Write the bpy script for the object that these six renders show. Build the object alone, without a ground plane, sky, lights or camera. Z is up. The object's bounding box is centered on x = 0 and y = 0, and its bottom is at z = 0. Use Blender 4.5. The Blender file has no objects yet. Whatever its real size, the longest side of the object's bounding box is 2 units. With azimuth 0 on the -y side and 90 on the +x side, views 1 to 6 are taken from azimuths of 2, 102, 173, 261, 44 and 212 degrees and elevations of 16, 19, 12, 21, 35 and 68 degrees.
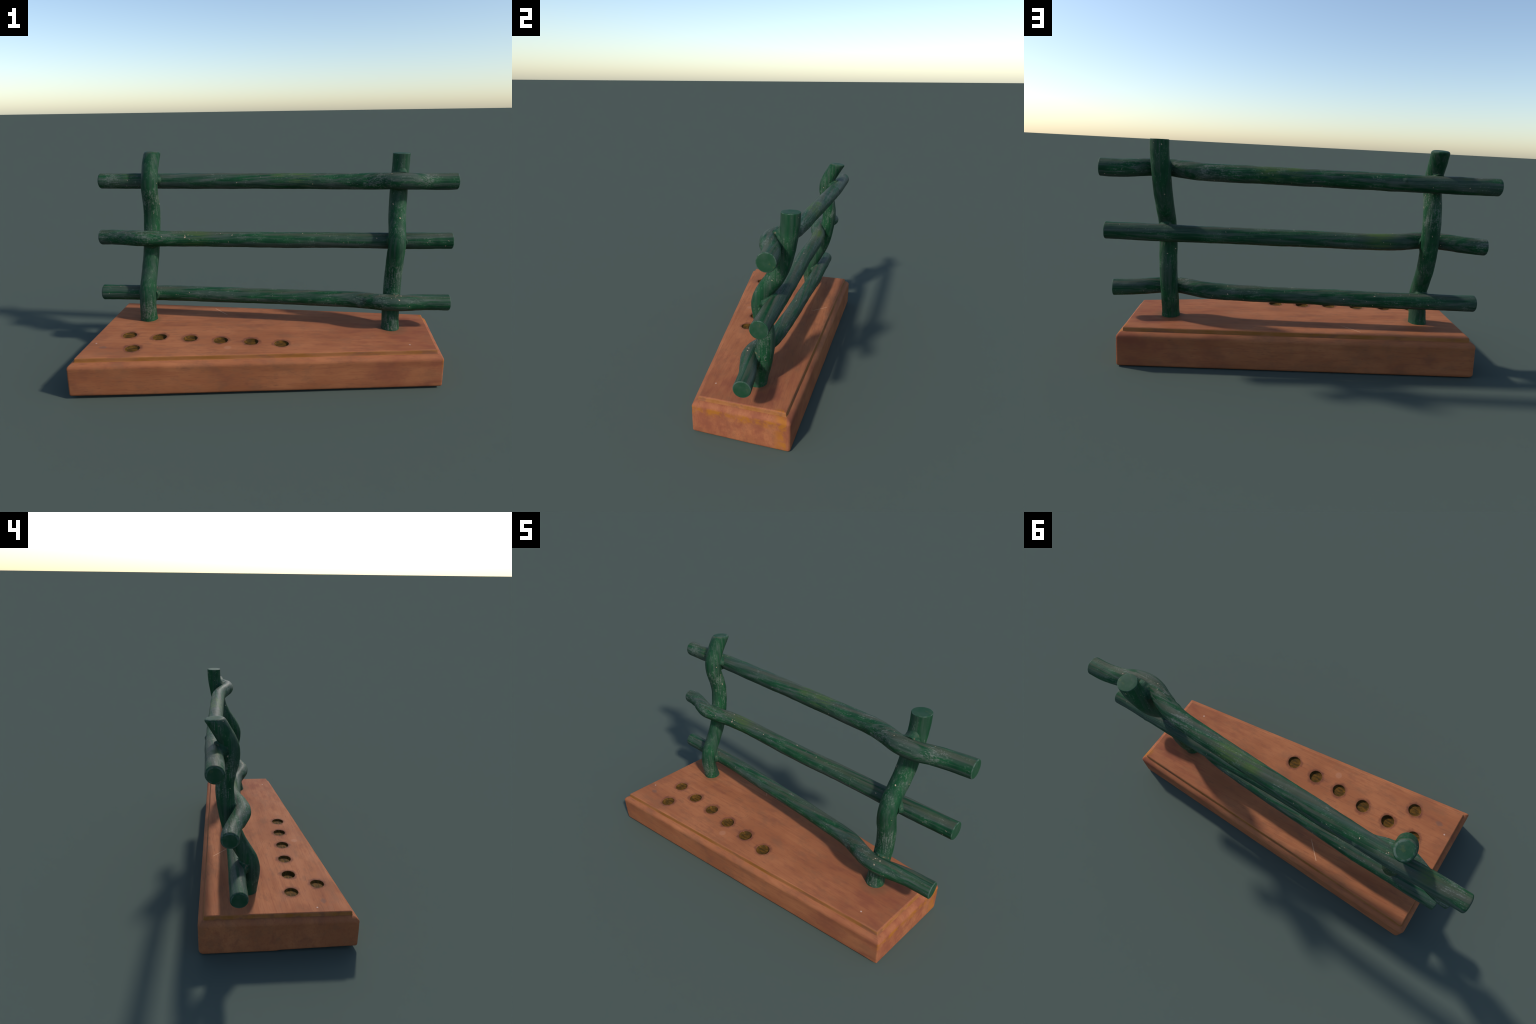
"""Two wavy green-painted wire posts and three wire rails, brazed together at
their crossings, standing on a moulded mahogany base drilled with seven holes."""
import bpy, bmesh, math
from mathutils import Vector, Matrix, noise

# ------------------------------------------------------------------ sizes
RAIL_R = 0.0443
POST_R = 0.0463
HOLE_R = 0.0365

# spine control points (x, y, z) of each bent rod
SPINES = {
 'rail_top': [(-.988,.3095,.992),(-.85,.300,.9914),(-.72,.294,.991),(-.6,.287,.9914),(-.4,.267,.992),(-.1,.238,.994),
   (.2,.206,.9948),(.4,.184,.9948),(.5,.167,.997),(.58,.1358,1.0008),(.66,.0965,1.007),(.74,.0912,1.0055),(.83,.1205,1.0),(.92,.1335,.9965),(.996,.134,.998)],
 'rail_mid': [(-.992,.2486,.6715),(-.93,.2385,.674),(-.86,.214,.677),(-.79,.182,.682),(-.72,.1575,.6845),(-.63,.1645,.6812),(-.52,.1855,.6757),
   (-.35,.185,.6733),(0,.157,.6740),(.3,.1435,.6755),(.5,.132,.6758),(.62,.124,.6755),(.74,.1145,.6764),(.86,.107,.6775),(.985,.101,.680)],
 'rail_low': [(-.992,.2066,.346),(-.85,.1974,.3473),(-.7,.186,.348),(-.5,.173,.3492),(-.2,.1395,.3506),(.1,.110,.3515),(.3,.084,.3527),
   (.4,.070,.3538),(.48,.0525,.3564),(.55,.0215,.3603),(.62,-.009,.364),(.69,-.0172,.3638),(.76,-.0035,.3612),(.85,.0130,.3586),(.968,.0165,.3558)],
 'post_left': [(-.7115,.130,.17),(-.7103,.1275,.208),(-.7095,.118,.26),(-.705,.1065,.32),(-.7025,.1175,.39),(-.6995,.1545,.46),(-.6955,.1897,.53),
   (-.6905,.2153,.6),(-.6865,.2290,.67),(-.6825,.2386,.74),(-.6795,.242,.81),(-.6783,.2310,.88),(-.6780,.2112,.95),(-.6745,.2127,1.02),(-.6720,.2470,1.09),(-.6650,.2870,1.1570)],
 'post_right': [(.6620,.016,.165),(.6625,.0218,.2),(.6636,.0346,.26),(.666,.0500,.32),(.6705,.0605,.39),(.6722,.067,.46),(.6737,.0625,.53),
   (.6740,.047,.6),(.6780,.038,.67),(.6802,.064,.74),(.6855,.1115,.81),(.6920,.1436,.88),(.6965,.1620,.95),(.7012,.1757,1.02),(.7050,.1840,1.08),(.7056,.1858,1.144)],
}
# base outline corners: front-left, front-right, back-right, back-left
FOOT  = [(-1.001,-.406),(.875,-.270),(.919,.241),(-.936,.407)]
BODY  = [(-1.000,-.407),(.874,-.271),(.919,.241),(-.931,.408)]
CORNER_ROUND = [.010,.009,.014,.024]
TOP_Z = lambda x: .2055 - .0042*x          # the top slopes a little to the right
HOLES = [(-.763,-.101,.012),(-.595,-.121,.019),(-.427,-.134,.013),(-.262,-.154,.013),(-.100,-.167,.014),(.059,-.187,.012),(-.706,-.259,.013)]

# ------------------------------------------------------------------ helpers
def new_object(name, mesh, mats, parent=None):
    ob = bpy.data.objects.new(name, mesh)
    bpy.context.scene.collection.objects.link(ob)
    for m in mats:
        mesh.materials.append(m)
    if parent:
        ob.parent = parent
    return ob

def smooth_by_angle(mesh, deg):
    mesh.polygons.foreach_set('use_smooth', [True]*len(mesh.polygons))
    bm = bmesh.new(); bm.from_mesh(mesh)
    lim = math.radians(deg)
    for e in bm.edges:
        if len(e.link_faces) == 2:
            e.smooth = e.calc_face_angle(0) < lim
    bm.to_mesh(mesh); bm.free()

def catmull(pts, step):
    P = [Vector(p) for p in pts]
    P = [2*P[0]-P[1]] + P + [2*P[-1]-P[-2]]
    out = []
    for i in range(1, len(P)-2):
        a, b, c, d = P[i-1:i+3]
        n = max(2, int((c-b).length/step))
        for k in range(n):
            t = k/n
            out.append(.5*(2*b+(c-a)*t+(2*a-5*b+4*c-d)*t*t+(3*b-a-3*c+d)*t**3))
    out.append(P[-2].copy())
    for _ in range(3):                      # take out the last kinks
        out = [out[0]] + [(out[i-1]+2*out[i]+out[i+1])/4 for i in range(1, len(out)-1)] + [out[-1]]
    return out

def fbm(p, s, seed):
    return noise.fractal(Vector((p.x*s+seed, p.y*s-seed, p.z*s+2*seed)), 1.0, 2.0, 3)

# ------------------------------------------------------------------ materials
class Nodes:
    def __init__(self, name):
        self.mat = bpy.data.materials.new(name); self.mat.use_nodes = True
        self.t = self.mat.node_tree; self.t.nodes.clear()
        self.out = self.n('ShaderNodeOutputMaterial'); self.bsdf = self.n('ShaderNodeBsdfPrincipled')
        self.link(self.bsdf.outputs[0], self.out.inputs[0])
        self.obj = self.n('ShaderNodeTexCoord').outputs['Object']
    def n(self, kind): return self.t.nodes.new(kind)
    def link(self, a, b): self.t.links.new(a, b)
    def put(self, sock, v):
        if isinstance(v, bpy.types.NodeSocket): self.link(v, sock)
        else: sock.default_value = v
    def mapping(self, scale, loc=(0,0,0), rot=(0,0,0), src=None):
        m = self.n('ShaderNodeMapping'); self.link(src or self.obj, m.inputs[0])
        m.inputs['Scale'].default_value = scale; m.inputs['Location'].default_value = loc; m.inputs['Rotation'].default_value = rot
        return m.outputs[0]
    def noise(self, vec, scale=1, detail=3, rough=.55, dist=0):
        q = self.n('ShaderNodeTexNoise'); self.link(vec, q.inputs['Vector'])
        q.inputs['Scale'].default_value = scale; q.inputs['Detail'].default_value = detail
        q.inputs['Roughness'].default_value = rough; q.inputs['Distortion'].default_value = dist
        return q.outputs[0]
    def ramp(self, v, lo, hi, a=0., b=1.):
        r = self.n('ShaderNodeMapRange'); r.interpolation_type = 'SMOOTHSTEP'; self.put(r.inputs[0], v)
        for i, k in zip((1,2,3,4), (lo,hi,a,b)): r.inputs[i].default_value = k
        return r.outputs[0]
    def math(self, op, a, b=0., c=0.):
        m = self.n('ShaderNodeMath'); m.operation = op
        for i, v in enumerate((a,b,c)): self.put(m.inputs[i], v)
        return m.outputs[0]
    def mix(self, f, a, b):
        m = self.n('ShaderNodeMix'); m.data_type = 'RGBA'; self.put(m.inputs[0], f)
        for s, v in ((m.inputs[6], a), (m.inputs[7], b)):
            self.put(s, v if isinstance(v, bpy.types.NodeSocket) else (*v, 1))
        return m.outputs[2]
    def dist(self, p, scale=(1,1,0)):
        v = self.mapping(scale)
        d = self.n('ShaderNodeVectorMath'); d.operation = 'DISTANCE'; self.link(v, d.inputs[0])
        d.inputs[1].default_value = tuple(a*b for a, b in zip(p, scale)); return d.outputs['Value']
    def bump(self, h, strength, distance):
        b = self.n('ShaderNodeBump'); self.put(b.inputs['Height'], h)
        b.inputs['Strength'].default_value = strength; b.inputs['Distance'].default_value = distance
        self.link(b.outputs[0], self.bsdf.inputs['Normal'])

# rubbed enamel, and baked glints copied as grey colour: (x, y, z), radius
RUB_AND_GLINT = [((-.675,.19,.90),.085), ((-.705,.07,.30),.085), ((-.72,.12,.685),.06), ((.579,.09,1.03),.070), ((.70,.07,1.09),.07),
          ((.672,.03,.48),.10), ((.60,-.03,.37),.075), ((.49,.02,.36),.05), ((-.95,.23,.69),.07), ((-.90,.28,1.0),.07), ((.814,.09,1.015),.045), ((.66,-.02,.25),.06),
          ((.46,.21,.99),.09), ((-.68,.27,.80),.07)]
CHIPPED = [((.653,.09,1.045),.060), ((-.474,.155,.70),.05), ((-.62,.28,1.02),.04), ((.66,-.03,.39),.05), ((-.97,.25,.70),.04)]
MOSSY = [((.17,.215,1.03),.09), ((-.42,.20,.70),.10), ((.05,.23,1.02),.06), ((-.80,.29,1.02),.05), ((-.88,.30,.98),.05)]

def paint(name, along):
    """chipped green enamel; `along` = axis the rod runs along (streaks follow it)"""
    g = Nodes(name)
    def stretch(across, length, loc=(0,0,0)):
        k = [across]*3; k[along] = length; return g.mapping(k, loc)
    def spots(places):
        tot = None
        for p, r in places:
            m = g.ramp(g.dist(p, (1,1,1)), r*.2, r*1.25, 1, 0)
            tot = m if tot is None else g.math('MAXIMUM', tot, m)
        return tot
    broad = g.noise(stretch(30, 1.1), 1, 3, .55, .25)
    streak = g.noise(stretch(75, 2.2, (1,4,2)), 1, 4, .6, .2)
    hair = g.noise(stretch(170, 10, (3,1,7)), 1, 3, .65)
    patch = g.noise(g.mapping((10,10,10), (5,2,1)), 1, 4, .6)
    big = g.noise(g.mapping((4,4,4), (1,8,3)), 1, 2)
    grit = g.noise(g.mapping((120,120,120), (2,2,5)), 1, 3, .7)
    col = g.mix(g.ramp(patch, .36, .66), (.0070,.043,.0185), (.0108,.066,.0245))
    k = 1. if along == 0 else .55                     # streaks are weaker on the posts
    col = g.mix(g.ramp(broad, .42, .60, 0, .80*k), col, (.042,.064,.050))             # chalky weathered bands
    col = g.mix(g.ramp(streak, .49, .66, 0, .62*k), col, (.074,.088,.074))            # fine pale streaks, baked highlights along the rod kept as colour
    col = g.mix(g.ramp(streak, .47, .33, 0, .5*k), col, (.0050,.030,.0150))
    # baked sky reflection put into the colour, in bands along the upper side
    geo = g.n('ShaderNodeNewGeometry'); sx = g.n('ShaderNodeSeparateXYZ'); g.link(geo.outputs['Normal'], sx.inputs[0])
    sky_sheen = g.math('MULTIPLY', g.ramp(sx.outputs[2], .55, .9), g.ramp(g.noise(stretch(46, 1.4, (7,7,7)), 1, 3), .42, .58, .0, .60))
    col = g.mix(sky_sheen, col, (.066,.066,.046))
    olive = g.math('MULTIPLY', spots(MOSSY), g.ramp(streak, .38, .60))
    col = g.mix(g.math('MULTIPLY', olive, .7), col, (.055,.100,.018))
    rub_glint = g.math('ADD', g.math('MULTIPLY', spots(RUB_AND_GLINT), .115), g.ramp(patch, .38, .68, 0, .11))
    grey = g.ramp(g.math('ADD', g.math('ADD', g.math('MULTIPLY', hair, .55), g.math('MULTIPLY', grit, .45)), rub_glint), .60, .74)
    col = g.mix(g.math('MULTIPLY', grey, .62), col, (.140,.155,.132))               # rubbed enamel, with baked glints painted in grey
    chip = g.math('ADD', g.noise(g.mapping((72,72,72)), 1, 1), g.math('MULTIPLY', spots(CHIPPED), .07))
    speck = g.ramp(chip, .765, .80)
    col = g.mix(g.math('MULTIPLY', speck, .9), col, (.46,.33,.23))                  # chips down to pale primer
    g.link(col, g.bsdf.inputs['Base Color'])
    g.link(g.ramp(patch, .35, .7, .50, .62), g.bsdf.inputs['Roughness'])
    g.bsdf.inputs['Specular IOR Level'].default_value = .10
    h = g.math('ADD', g.math('MULTIPLY', hair, .35), g.math('ADD', g.math('MULTIPLY', grit, .3), g.noise(g.mapping((38,38,38)), 1, 3)))
    g.bump(h, .40, .004)
    return g.mat

def solder():
    g = Nodes('painted_solder')
    a = g.noise(g.mapping((60,60,60)), 1, 4, .6)
    col = g.mix(g.ramp(a, .4, .65), (.012,.050,.026), (.030,.062,.036))
    col = g.mix(g.ramp(g.noise(g.mapping((45,45,45), (3,3,3)), 1, 2), .60, .74, 0, .55), col, (.20,.13,.08))
    g.link(col, g.bsdf.inputs['Base Color']); g.bsdf.inputs['Roughness'].default_value = .6; g.bsdf.inputs['Specular IOR Level'].default_value = .12
    g.bump(a, .5, .006)
    return g.mat

def wood():
    g = Nodes('varnished_mahogany')
    grain = g.noise(g.mapping((2.2,48,48), rot=(0,0,.03)), 1, 5, .62, .4)
    pore = g.noise(g.mapping((14,210,210), rot=(0,0,.03)), 1, 2, .6)
    cloud = g.noise(g.mapping((3.4,5.5,5.5)), 1, 3, .5)
    cloud2 = g.noise(g.mapping((6,14,9), (4,1,2)), 1, 4, .6)
    col = g.mix(g.ramp(cloud, .33, .68), (.285,.101,.044), (.360,.133,.058))
    col = g.mix(g.ramp(grain, .42, .70, .0, .50), col, (.245,.076,.034))
    col = g.mix(g.ramp(cloud2, .50, .74, 0, .55), col, (.185,.066,.038))
    blot = g.noise(g.mapping((9,16,13), (1,5,8), (.0,.5,.35)), 1, 5, .68)
    col = g.mix(g.ramp(blot, .47, .66, 0, .50), col, (.215,.092,.047))
    col = g.mix(g.ramp(pore, .56, .74, 0, .38), col, (.135,.046,.028))
    # redder, darker varnish towards the narrow right end
    sep = g.n('ShaderNodeSeparateXYZ'); g.link(g.obj, sep.inputs[0])
    px, py, pz = sep.outputs
    topm = g.ramp(pz, .192, .199)
    col = g.mix(g.math('MULTIPLY', g.ramp(px, .15, .9), g.ramp(cloud2, .35, .65, .10, .75)), col, (.215,.064,.036))
    # amber varnish caught in the moulding groove and on the right end face
    endmask = g.math('MULTIPLY', g.ramp(px, .855, .872), g.math('MULTIPLY', g.ramp(py, .226, .216), g.math('MAXIMUM', g.math('MULTIPLY', g.ramp(pz, .165, .150), g.ramp(pz, .105, .135)), g.ramp(py, .14, .20, 0, .9))))
    amber = g.math('MULTIPLY', endmask, g.ramp(g.noise(g.mapping((12,14,16), (2,6,3)), 1, 5, .7, .6), .40, .60))
    col = g.mix(g.math('MULTIPLY', amber, .8), col, (.34,.125,.014))
    # grime collected around the drilled holes
    for i, (hx, hy, hd) in enumerate(HOLES):
        d = g.math('ADD', g.dist((hx,hy,0)), g.math('MULTIPLY', g.math('SUBTRACT', g.noise(g.mapping((30,30,30), (i,i,0)), 1, 3), .5), .045))
        m = g.math('MULTIPLY', g.ramp(d, HOLE_R+.001, HOLE_R+.022, 1, 0), g.ramp(pz, .185, .196))
        col = g.mix(g.math('MULTIPLY', m, .62), col, (.085,.030,.022))
    for p, r in (((.672,.010,0), .085), ((-.690,.115,0), .070)):              # dull dirt at the foot of each post
        d = g.math('ADD', g.dist(p), g.math('MULTIPLY', cloud2, .04))
        col = g.mix(g.math('MULTIPLY', g.math('MULTIPLY', g.ramp(d, r*.75, r*1.4, 1, 0), topm), .5), col, (.150,.078,.042))
    # little knots, a filled nail mark, white flecks and a long scratch on the top
    wob = g.math('MULTIPLY', g.noise(g.mapping((40,40,40)), 1, 2), .02)
    d = g.math('ADD', g.dist((-.861,-.251,0), (.75,1.3,0)), wob)
    col = g.mix(g.math('MULTIPLY', g.math('MULTIPLY', g.ramp(d, .021, .030, 1, 0), topm), .6), col, (.16,.085,.060))
    d = g.dist((-.217,-.240,0))
    col = g.mix(g.math('MULTIPLY', g.math('MULTIPLY', g.ramp(d, .014, .024, 1, 0), topm), .35), col, (.42,.20,.12))
    for p in ((-.911,-.205,0), (-.20,.335,0), (.72,-.19,0)):
        col = g.mix(g.math('MULTIPLY', g.math('MULTIPLY', g.ramp(g.dist(p), .003, .006, 1, 0), topm), .5), col, (.65,.50,.42))
    a, b = Vector((-.248,.178)), Vector((-.340,.287)); dr = (b-a).normalized()
    along = g.math('ADD', g.math('MULTIPLY', px, dr.x), g.math('MULTIPLY', py, dr.y))
    across = g.math('ABSOLUTE', g.math('SUBTRACT', g.math('ADD', g.math('MULTIPLY', px, -dr.y), g.math('MULTIPLY', py, dr.x)), -a.x*dr.y+a.y*dr.x))
    s0, s1 = a.dot(dr), b.dot(dr)
    scr = g.math('MULTIPLY', g.ramp(across, .0010, .0028, 1, 0), g.math('MULTIPLY', g.ramp(along, s0, s0+.05), g.ramp(along, s1-.004, s1, 1, 0)))
    col = g.mix(g.math('MULTIPLY', g.math('MULTIPLY', scr, topm), .7), col, (.62,.36,.22))
    g.link(col, g.bsdf.inputs['Base Color'])
    g.link(g.ramp(cloud2, .3, .7, .62, .72), g.bsdf.inputs['Roughness'])
    g.bsdf.inputs['Specular IOR Level'].default_value = .05
    g.bump(g.math('ADD', g.math('MULTIPLY', grain, .6), g.math('MULTIPLY', pore, -.6)), .22, .003)
    return g.mat

def groove_wood():
    g = Nodes('amber_varnish_in_groove')
    a = g.noise(g.mapping((5,16,16)), 1, 4, .6)
    col = g.mix(g.ramp(a, .38, .66), (.285,.110,.038), (.235,.090,.018))
    col = g.mix(g.ramp(g.noise(g.mapping((8,20,20), (3,2,1)), 1, 3), .5, .7, 0, .7), col, (.17,.066,.038))
    g.link(col, g.bsdf.inputs['Base Color']); g.bsdf.inputs['Roughness'].default_value = .65; g.bsdf.inputs['Specular IOR Level'].default_value = .15
    return g.mat

def bore_wood():
    g = Nodes('raw_wood_in_bore')
    a = g.noise(g.mapping((30,90,60)), 1, 4, .6)
    col = g.mix(g.ramp(a, .35, .7), (.048,.027,.007), (.130,.058,.008))
    g.link(col, g.bsdf.inputs['Base Color']); g.bsdf.inputs['Roughness'].default_value = .8; g.bsdf.inputs['Specular IOR Level'].default_value = .1
    g.bump(a, .3, .004)
    return g.mat

def end_paint():
    g = Nodes('green_enamel_on_sawn_end')
    a = g.noise(g.mapping((22,22,22)), 1, 4, .6)
    col = g.mix(g.ramp(a, .38, .68), (.0115,.050,.023), (.024,.058,.034))
    col = g.mix(g.ramp(g.noise(g.mapping((34,34,34), (4,2,9)), 1, 3), .58, .72, 0, .6), col, (.050,.075,.030))
    g.link(col, g.bsdf.inputs['Base Color']); g.bsdf.inputs['Roughness'].default_value = .6
    g.bsdf.inputs['Specular IOR Level'].default_value = .12
    g.bump(a, .3, .004)
    return g.mat

def rim_paint():
    g = Nodes('enamel_worn_on_edge')
    col = g.mix(g.ramp(g.noise(g.mapping((40,40,40), (1,2,3)), 1, 4, .65), .40, .60), (.014,.055,.027), (.058,.090,.068))
    g.link(col, g.bsdf.inputs['Base Color']); g.bsdf.inputs['Roughness'].default_value = .6
    g.bsdf.inputs['Specular IOR Level'].default_value = .12
    return g.mat

SAWN, RIM = end_paint(), rim_paint()
PAINT_RAIL = paint('green_enamel_on_rail', 0)
PAINT_POST = paint('green_enamel_on_post', 2)
SOLDER, WOOD, GROOVE, BORE = solder(), wood(), groove_wood(), bore_wood()

# ------------------------------------------------------------------ rods
def rod(name, pts, r, mat, parent, seed, cut0=None, cut1=None, round0=.010, round1=.004, flare=0., dents=()):
    """sweep a circle of radius r along the spine; cut = plane normal of an end
    (None = square to the rod); round = edge radius of that end; flare = widening at the start"""
    S = catmull(pts, .008); n = len(S); seg = 40
    T = [(S[min(i+1,n-1)]-S[max(i-1,0)]).normalized() for i in range(n)]
    L = [0.]
    for i in range(1, n): L.append(L[-1]+(S[i]-S[i-1]).length)
    u = T[0].orthogonal().normalized(); frames = []
    for i in range(n):
        u = (u - T[i]*u.dot(T[i])).normalized(); frames.append((u.copy(), T[i].cross(u)))
    c0, c1 = (cut0 or -T[0]), (cut1 or T[-1])
    bm = bmesh.new(); rings = []
    def ring(i, rad, shift_end, inset, flat=1.):
        a, b = frames[i]; vs = []
        for k in range(seg):
            th = 2*math.pi*k/seg
            d = a*math.cos(th)+b*math.sin(th)
            p = S[i]+d*rad
            p += d*(.0016*fbm(p, 7, seed)+.0007*fbm(p, 26, seed+5))*flat
            for (q, depth, size) in dents:
                w = (p-Vector(q)).length/size
                if w < 1: p += d*depth*(1-w*w)**2
            if shift_end is not None:
                c, nrm = shift_end
                p -= T[i]*((p-c).dot(nrm)/T[i].dot(nrm))*inset
            vs.append(bm.verts.new(p))
        return vs
    tot = L[-1]
    for i in range(n):
        s0, s1 = L[i], tot-L[i]
        if s0 < round0 and i > 0 or s1 < round1 and i < n-1: continue
        rad = r*(1+.012*math.sin(L[i]*9+seed)) + flare*math.exp(-max(0., S[i].z-.203)/.016)
        if i == 0 or i == n-1:
            rd = round0 if i == 0 else round1
            c = S[i]; nrm = c0 if i == 0 else c1
            steps = []
            for k in range(6):
                al = k/5*math.pi/2
                steps.append((rd*(1-math.sin(al)), rad-rd*(1-math.cos(al))))
            if i == 0: steps = steps[::-1]
            for back, rr in steps:
                sgn = 1 if i == 0 else -1
                rings.append(ring(i, rr, (c+T[i]*sgn*back, nrm), 1))
            if i == 0: first_center = c
        else:
            se = None; w = 0
            ob1 = 1-abs(T[-1].dot(c1)); ob0 = 1-abs(T[0].dot(c0))
            if ob1 > .02 and s1 < .07: se, w = (S[i], c1), 1-s1/.07
            if ob0 > .02 and s0 < .07: se, w = (S[i], c0), 1-s0/.07
            rings.append(ring(i, rad, se, w))
    for l, (A, B) in enumerate(zip(rings, rings[1:])):
        worn = l < 2 and round0 < .02 or l >= len(rings)-1-(5 if round1 < .006 else 2)
        for k in range(seg):
            bm.faces.new((A[k], A[(k+1)%seg], B[(k+1)%seg], B[k])).material_index = 2 if worn else 0
    for R, flip in ((rings[0], True), (rings[-1], False)):   # slightly uneven sawn ends
        inner = []
        c = sum((v.co for v in R), Vector())/seg
        prev = R
        for f in (.6, .25):
            cur = [bm.verts.new(c+(v.co-c)*f+(c1 if not flip else c0)*(.0012*fbm(v.co*f, 20, seed))) for v in R]
            for k in range(seg):
                q = (prev[k], prev[(k+1)%seg], cur[(k+1)%seg], cur[k])
                bm.faces.new(q[::-1] if flip else q).material_index = 1
            prev = cur
        bm.faces.new(prev[::-1] if flip else prev).material_index = 1
    bmesh.ops.recalc_face_normals(bm, faces=bm.faces)
    me = bpy.data.meshes.new(name); bm.to_mesh(me); bm.free()
    smooth_by_angle(me, 50)
    return new_object(name, me, [mat, SAWN, RIM], parent), S

def closest(A, B):
    best = min(((a-b).length_squared, i, j) for i, a in enumerate(A) for j, b in enumerate(B))
    return A[best[1]], B[best[2]], A[best[1]+1]-A[best[1]-1], B[best[2]+1]-B[best[2]-1]

def weld(A, ra, B, rb, parent, seed, reach):
    """solder fillet filling the wedge between two touching rods: a disc in the
    contact plane whose rim follows both round surfaces with a hollow edge"""
    pa, pb, ta, tb = closest(A, B)
    nrm = (pb-pa); gap = nrm.length-ra-rb; nrm.normalize()
    c = pa+nrm*(ra+gap/2)
    ta = (ta-nrm*ta.dot(nrm)).normalized(); tb = (tb-nrm*tb.dot(nrm)).normalized()
    side_a, side_b = nrm.cross(ta), nrm.cross(tb)
    bm = bmesh.new(); seg, lev = 48, 9; rings = []
    bound = lambda r, s: r-math.sqrt(max(r*r-s*s, (.3*r)**2))
    for l in range(lev):
        w = l/(lev-1)*2-1; vs = []
        for k in range(seg):
            th = 2*math.pi*k/seg
            d = ta*math.cos(th)+tb*math.sin(th); d.normalize()
            lump = 1+.25*noise.noise(Vector((math.cos(th)*1.4+seed, math.sin(th)*1.4, seed*.7)))
            ell = lambda p, q: p*q/math.hypot(q*math.cos(th), p*math.sin(th))
            R = (ell(reach*1.22, .043)*(1-w)+ell(.046, reach*1.26)*(1+w))/2
            R *= lump*(.86+.14*w*w)                       # hollow rim
            p2 = d*R
            lo = -gap/2-bound(ra, p2.dot(side_a))-.004
            hi = gap/2+bound(rb, p2.dot(side_b))+.004
            h = lo+(hi-lo)*(w+1)/2
            p = c+p2+nrm*h
            p += d*.0015*noise.noise(p*60)
            vs.append(bm.verts.new(p))
        rings.append(vs)
    for X, Y in zip(rings, rings[1:]):
        for k in range(seg):
            bm.faces.new((X[k], X[(k+1)%seg], Y[(k+1)%seg], Y[k]))
    for R in (rings[0], rings[-1]):
        v = bm.verts.new(c+(-nrm if R is rings[0] else nrm)*.004)
        for k in range(seg): bm.faces.new((R[k], R[(k+1)%seg], v))
    bmesh.ops.recalc_face_normals(bm, faces=bm.faces)
    me = bpy.data.meshes.new('weld'); bm.to_mesh(me); bm.free()
    smooth_by_angle(me, 60)
    print('weld gap %.4f at' % gap, tuple(round(q, 3) for q in c))
    return new_object('weld', me, [SOLDER], parent)

# ------------------------------------------------------------------ base
def outline(corners, inset, per_side=40, arc=7, grow=0.):
    """quad with filleted corners, moved inwards by `inset`; list of (x, y)"""
    P = [Vector(c) for c in corners]; m = len(P); E = []
    for i in range(m):
        d = (P[(i+1)%m]-P[i]).normalized(); E.append((P[i]+Vector((-d.y, d.x))*inset, d))
    C = []
    for i in range(m):
        (a, d), (b, e) = E[i-1], E[i]
        den = d.x*e.y-d.y*e.x; w = b-a
        C.append(a+d*((w.x*e.y-w.y*e.x)/den))
    out = []
    for i in range(m):
        d0, d1 = E[i-1][1], E[i][1]
        r = max(.003, CORNER_ROUND[i]-inset*.45)
        ang = math.acos(max(-1, min(1, -d0.dot(d1))))
        t = r/math.tan(ang/2); p0, p1 = C[i]-d0*t, C[i]+d1*t
        cen = p0+Vector((-d0.y, d0.x))*r
        a0 = math.atan2(*(p0-cen).yx); a1 = math.atan2(*(p1-cen).yx)
        while a1 < a0: a1 += 2*math.pi
        for k in range(arc+1):
            a = a0+(a1-a0)*k/arc; out.append(cen+Vector((math.cos(a), math.sin(a)))*r)
        nd0, nd1 = E[i][1], E[(i+1)%m][1]
        j = (i+1)%m; r2 = max(.003, CORNER_ROUND[j]-inset*.45)
        ang2 = math.acos(max(-1, min(1, -nd0.dot(nd1)))); q = C[j]-nd0*(r2/math.tan(ang2/2))
        for k in range(1, per_side):
            out.append(p1.lerp(q, k/per_side))
    return out

# (inset from the outer wall, drop below the top, 1 = groove material above this ring)
MOULDING = [(.0008,.0560,0),(0.,.0500,0),(.0006,.0440,0),(.0026,.0385,0),(.0062,.0335,0),(.0112,.0290,0),(.0170,.0255,0),(.0225,.0232,0),
            (.0262,.0222,1),(.0285,.0215,1),(.0296,.0185,1),(.0302,.0120,1),(.0306,.0062,1),(.0318,.0030,0),(.0340,.0012,0),(.0370,.0000,0)]

def foot_lift(p):
    """the block is planed a little hollow: its front lower edge clears the ground"""
    return .009*max(0., min(1., (.05-p.y)/.40)) + .004*max(0., min(1., (-p.x-.6)/.4))*(p.y < 0)

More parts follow.
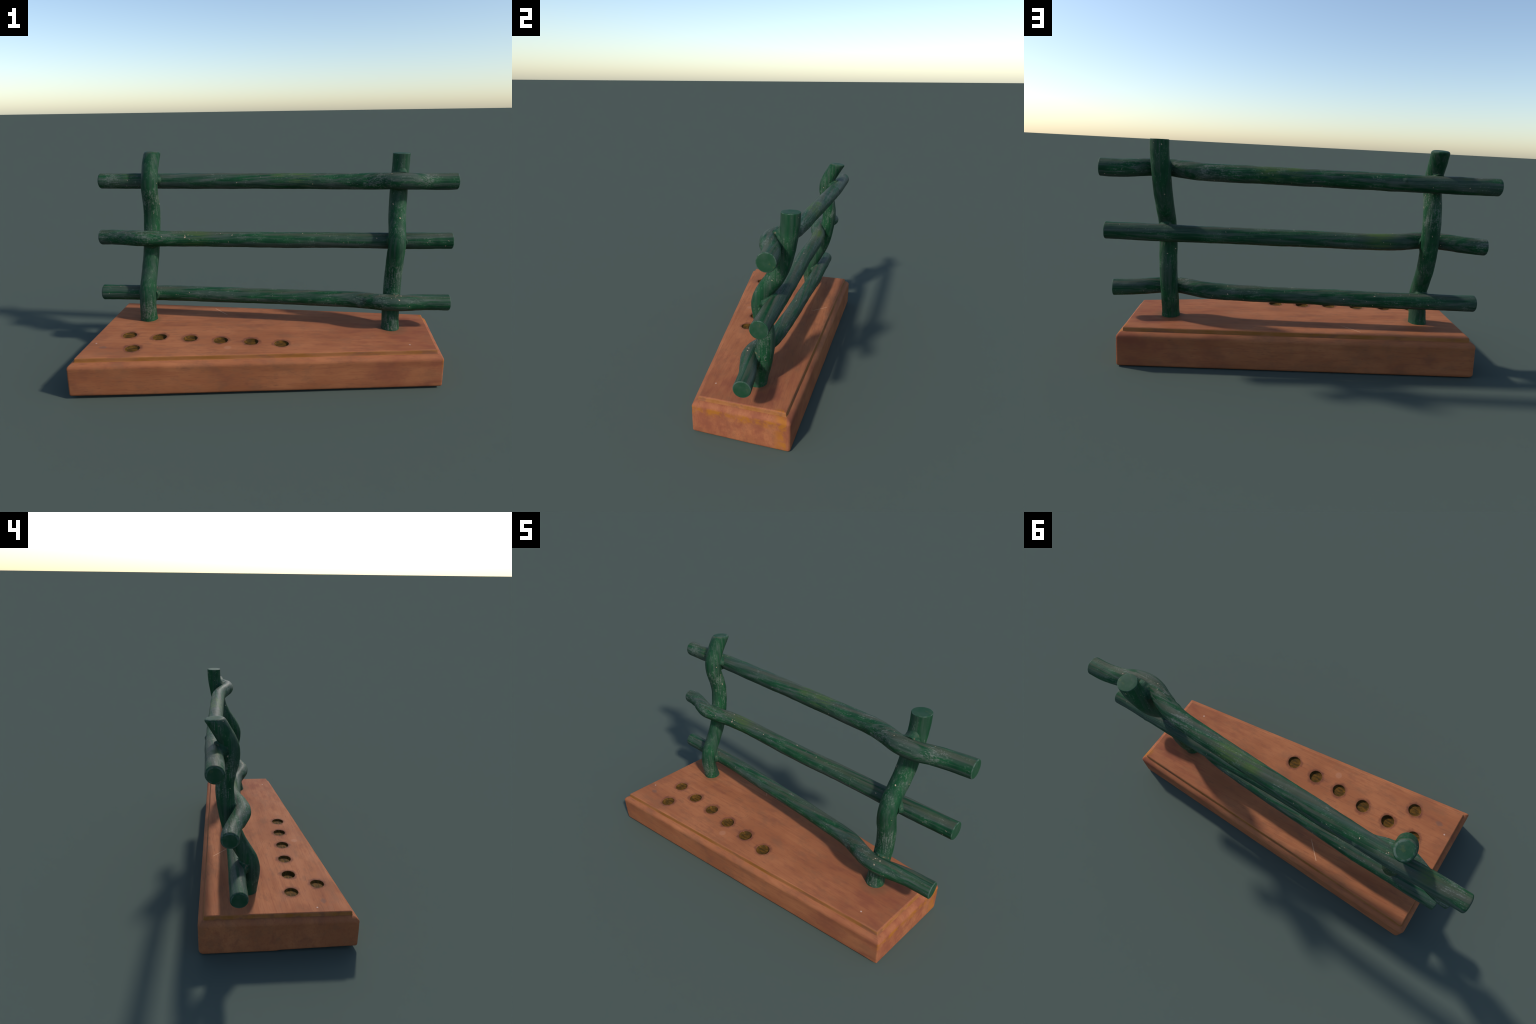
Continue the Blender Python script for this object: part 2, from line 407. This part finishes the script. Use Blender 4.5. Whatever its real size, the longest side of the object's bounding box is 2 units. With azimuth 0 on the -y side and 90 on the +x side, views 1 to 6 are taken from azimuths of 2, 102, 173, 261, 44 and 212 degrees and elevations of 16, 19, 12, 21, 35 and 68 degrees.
def base(parent):
    bm = bmesh.new(); rings = []; flags = []
    def add(corners, inset, zf, flag, wob=.0010):
        vs = []
        for p in outline(corners, inset):
            w = wob*noise.noise(Vector((p.x*5, p.y*5, inset*30+3)))
            d = Vector((p.x, p.y*2)).normalized()
            z = zf(p.x)+(foot_lift(p) if len(rings) < 6 else 0.)
            vs.append(bm.verts.new((p.x+d.x*w, p.y+d.y*w, z)))
        rings.append(vs); flags.append(flag)
    lerp2 = lambda t: [Vector(a).lerp(Vector(b), t) for a, b in zip(FOOT, BODY)]
    under = lambda x: 0.
    add(lerp2(0), .014, under, 0, 0.)
    for ins, z in ((.0080,.0012),(.0035,.0045),(.0010,.0085),(0.,.014)):
        add(lerp2(0), ins, lambda x, z=z: z+.0015*noise.noise(Vector((x*3,0,1)))*(z > .002), 0)
    for t in (.25,.5,.75): add(lerp2(t), 0, lambda x, t=t: .014+t*.130, 0)
    for ins, drop, fl in MOULDING:
        add(BODY, ins, lambda x, drop=drop: TOP_Z(x)-drop, fl)
    n = len(rings[0])
    for l, (A, B) in enumerate(zip(rings, rings[1:])):
        for k in range(n):
            f = bm.faces.new((A[k], A[(k+1)%n], B[(k+1)%n], B[k])); f.material_index = flags[l]
    bm.faces.new(rings[-1]); bm.faces.new(rings[0][::-1])
    bmesh.ops.recalc_face_normals(bm, faces=bm.faces)
    me = bpy.data.meshes.new('base'); bm.to_mesh(me); bm.free()
    ob = new_object('base', me, [WOOD, GROOVE, BORE], parent)
    # drill the holes: flat-bottomed bores with a softened rim
    bm = bmesh.new()
    for i, (hx, hy, depth) in enumerate(HOLES):
        top = TOP_Z(hx); prof = [(HOLE_R+.004, .010), (HOLE_R+.004, .0005), (HOLE_R+.0012, -.0012), (HOLE_R, -.0045), (HOLE_R-.0015, -depth+.004), (HOLE_R-.007, -depth)]
        rs = []
        for r, dz in prof:
            row = []
            for k in range(48):
                th = 2*math.pi*k/48
                rr = r*(1+.025*noise.noise(Vector((math.cos(th)+i*3, math.sin(th), 0))))
                row.append(bm.verts.new((hx+rr*math.cos(th), hy+rr*math.sin(th), top+dz)))
            rs.append(row)
        for A, B in zip(rs, rs[1:]):
            for k in range(48): bm.faces.new((A[k], B[k], B[(k+1)%48], A[(k+1)%48]))
        bm.faces.new(rs[0]); 
        bm.faces.new(rs[-1][::-1])
    bmesh.ops.recalc_face_normals(bm, faces=bm.faces)
    cm = bpy.data.meshes.new('drill'); bm.to_mesh(cm); bm.free()
    cut = new_object('drill', cm, [])
    mod = ob.modifiers.new('bore', 'BOOLEAN'); mod.operation = 'DIFFERENCE'; mod.object = cut; mod.solver = 'EXACT'
    dg = bpy.context.evaluated_depsgraph_get()
    me2 = bpy.data.meshes.new_from_object(ob.evaluated_get(dg))
    ob.modifiers.clear(); ob.data = me2
    bpy.data.objects.remove(cut)
    for p in me2.polygons:
        c = p.center
        for hx, hy, depth in HOLES:
            if math.hypot(c.x-hx, c.y-hy) < HOLE_R+.001 and TOP_Z(hx)-.05 < c.z < TOP_Z(hx)-.002:
                p.material_index = 2
    smooth_by_angle(me2, 38)
    for p in me2.polygons:                       # keep the flat top and underside flat
        if abs(p.normal.z) > .999: p.use_smooth = False
    me2.name = 'base'
    return ob

# ------------------------------------------------------------------ assembly
root = bpy.data.objects.new('rod_rack', None); bpy.context.scene.collection.objects.link(root)
root['label'] = 'green painted bent-rod fence rack on drilled reddish wooden base'
root['category'] = 'rack'
base(root)
up = Vector((0, 0, 1))
_, TOP = rod('rail', SPINES['rail_top'], RAIL_R, PAINT_RAIL, root, 1.3, round0=.011, round1=.004,
             dents=[((-.489,.322,1.008), .007, .020), ((-.475,.322,1.008), -.004, .018), ((.52,.11,1.0), -.004, .03)])
_, MID = rod('rail', SPINES['rail_mid'], RAIL_R, PAINT_RAIL, root, 4.1, round0=.010, round1=.004, dents=[((-.87,.18,.66), -.006, .045)])
_, LOW = rod('rail', SPINES['rail_low'], RAIL_R, PAINT_RAIL, root, 7.7, round0=.009, round1=.004, dents=[((.50,.0,.36), -.007, .03)])
_, PL = rod('post', SPINES['post_left'], POST_R, PAINT_POST, root, 2.2, cut0=-up, cut1=Vector((0,.10,.99)).normalized(), round1=.014, flare=.004)
_, PR = rod('post', SPINES['post_right'], POST_R, PAINT_POST, root, 5.9, cut0=-up, cut1=up, round1=.003, flare=.003)
for i, (rail, post, reach) in enumerate(((TOP, PL, .050), (MID, PL, .052), (LOW, PL, .052), (TOP, PR, .055), (MID, PR, .055), (LOW, PR, .054))):
    weld(rail, RAIL_R, post, POST_R, root, 1.7*i+.4, reach)
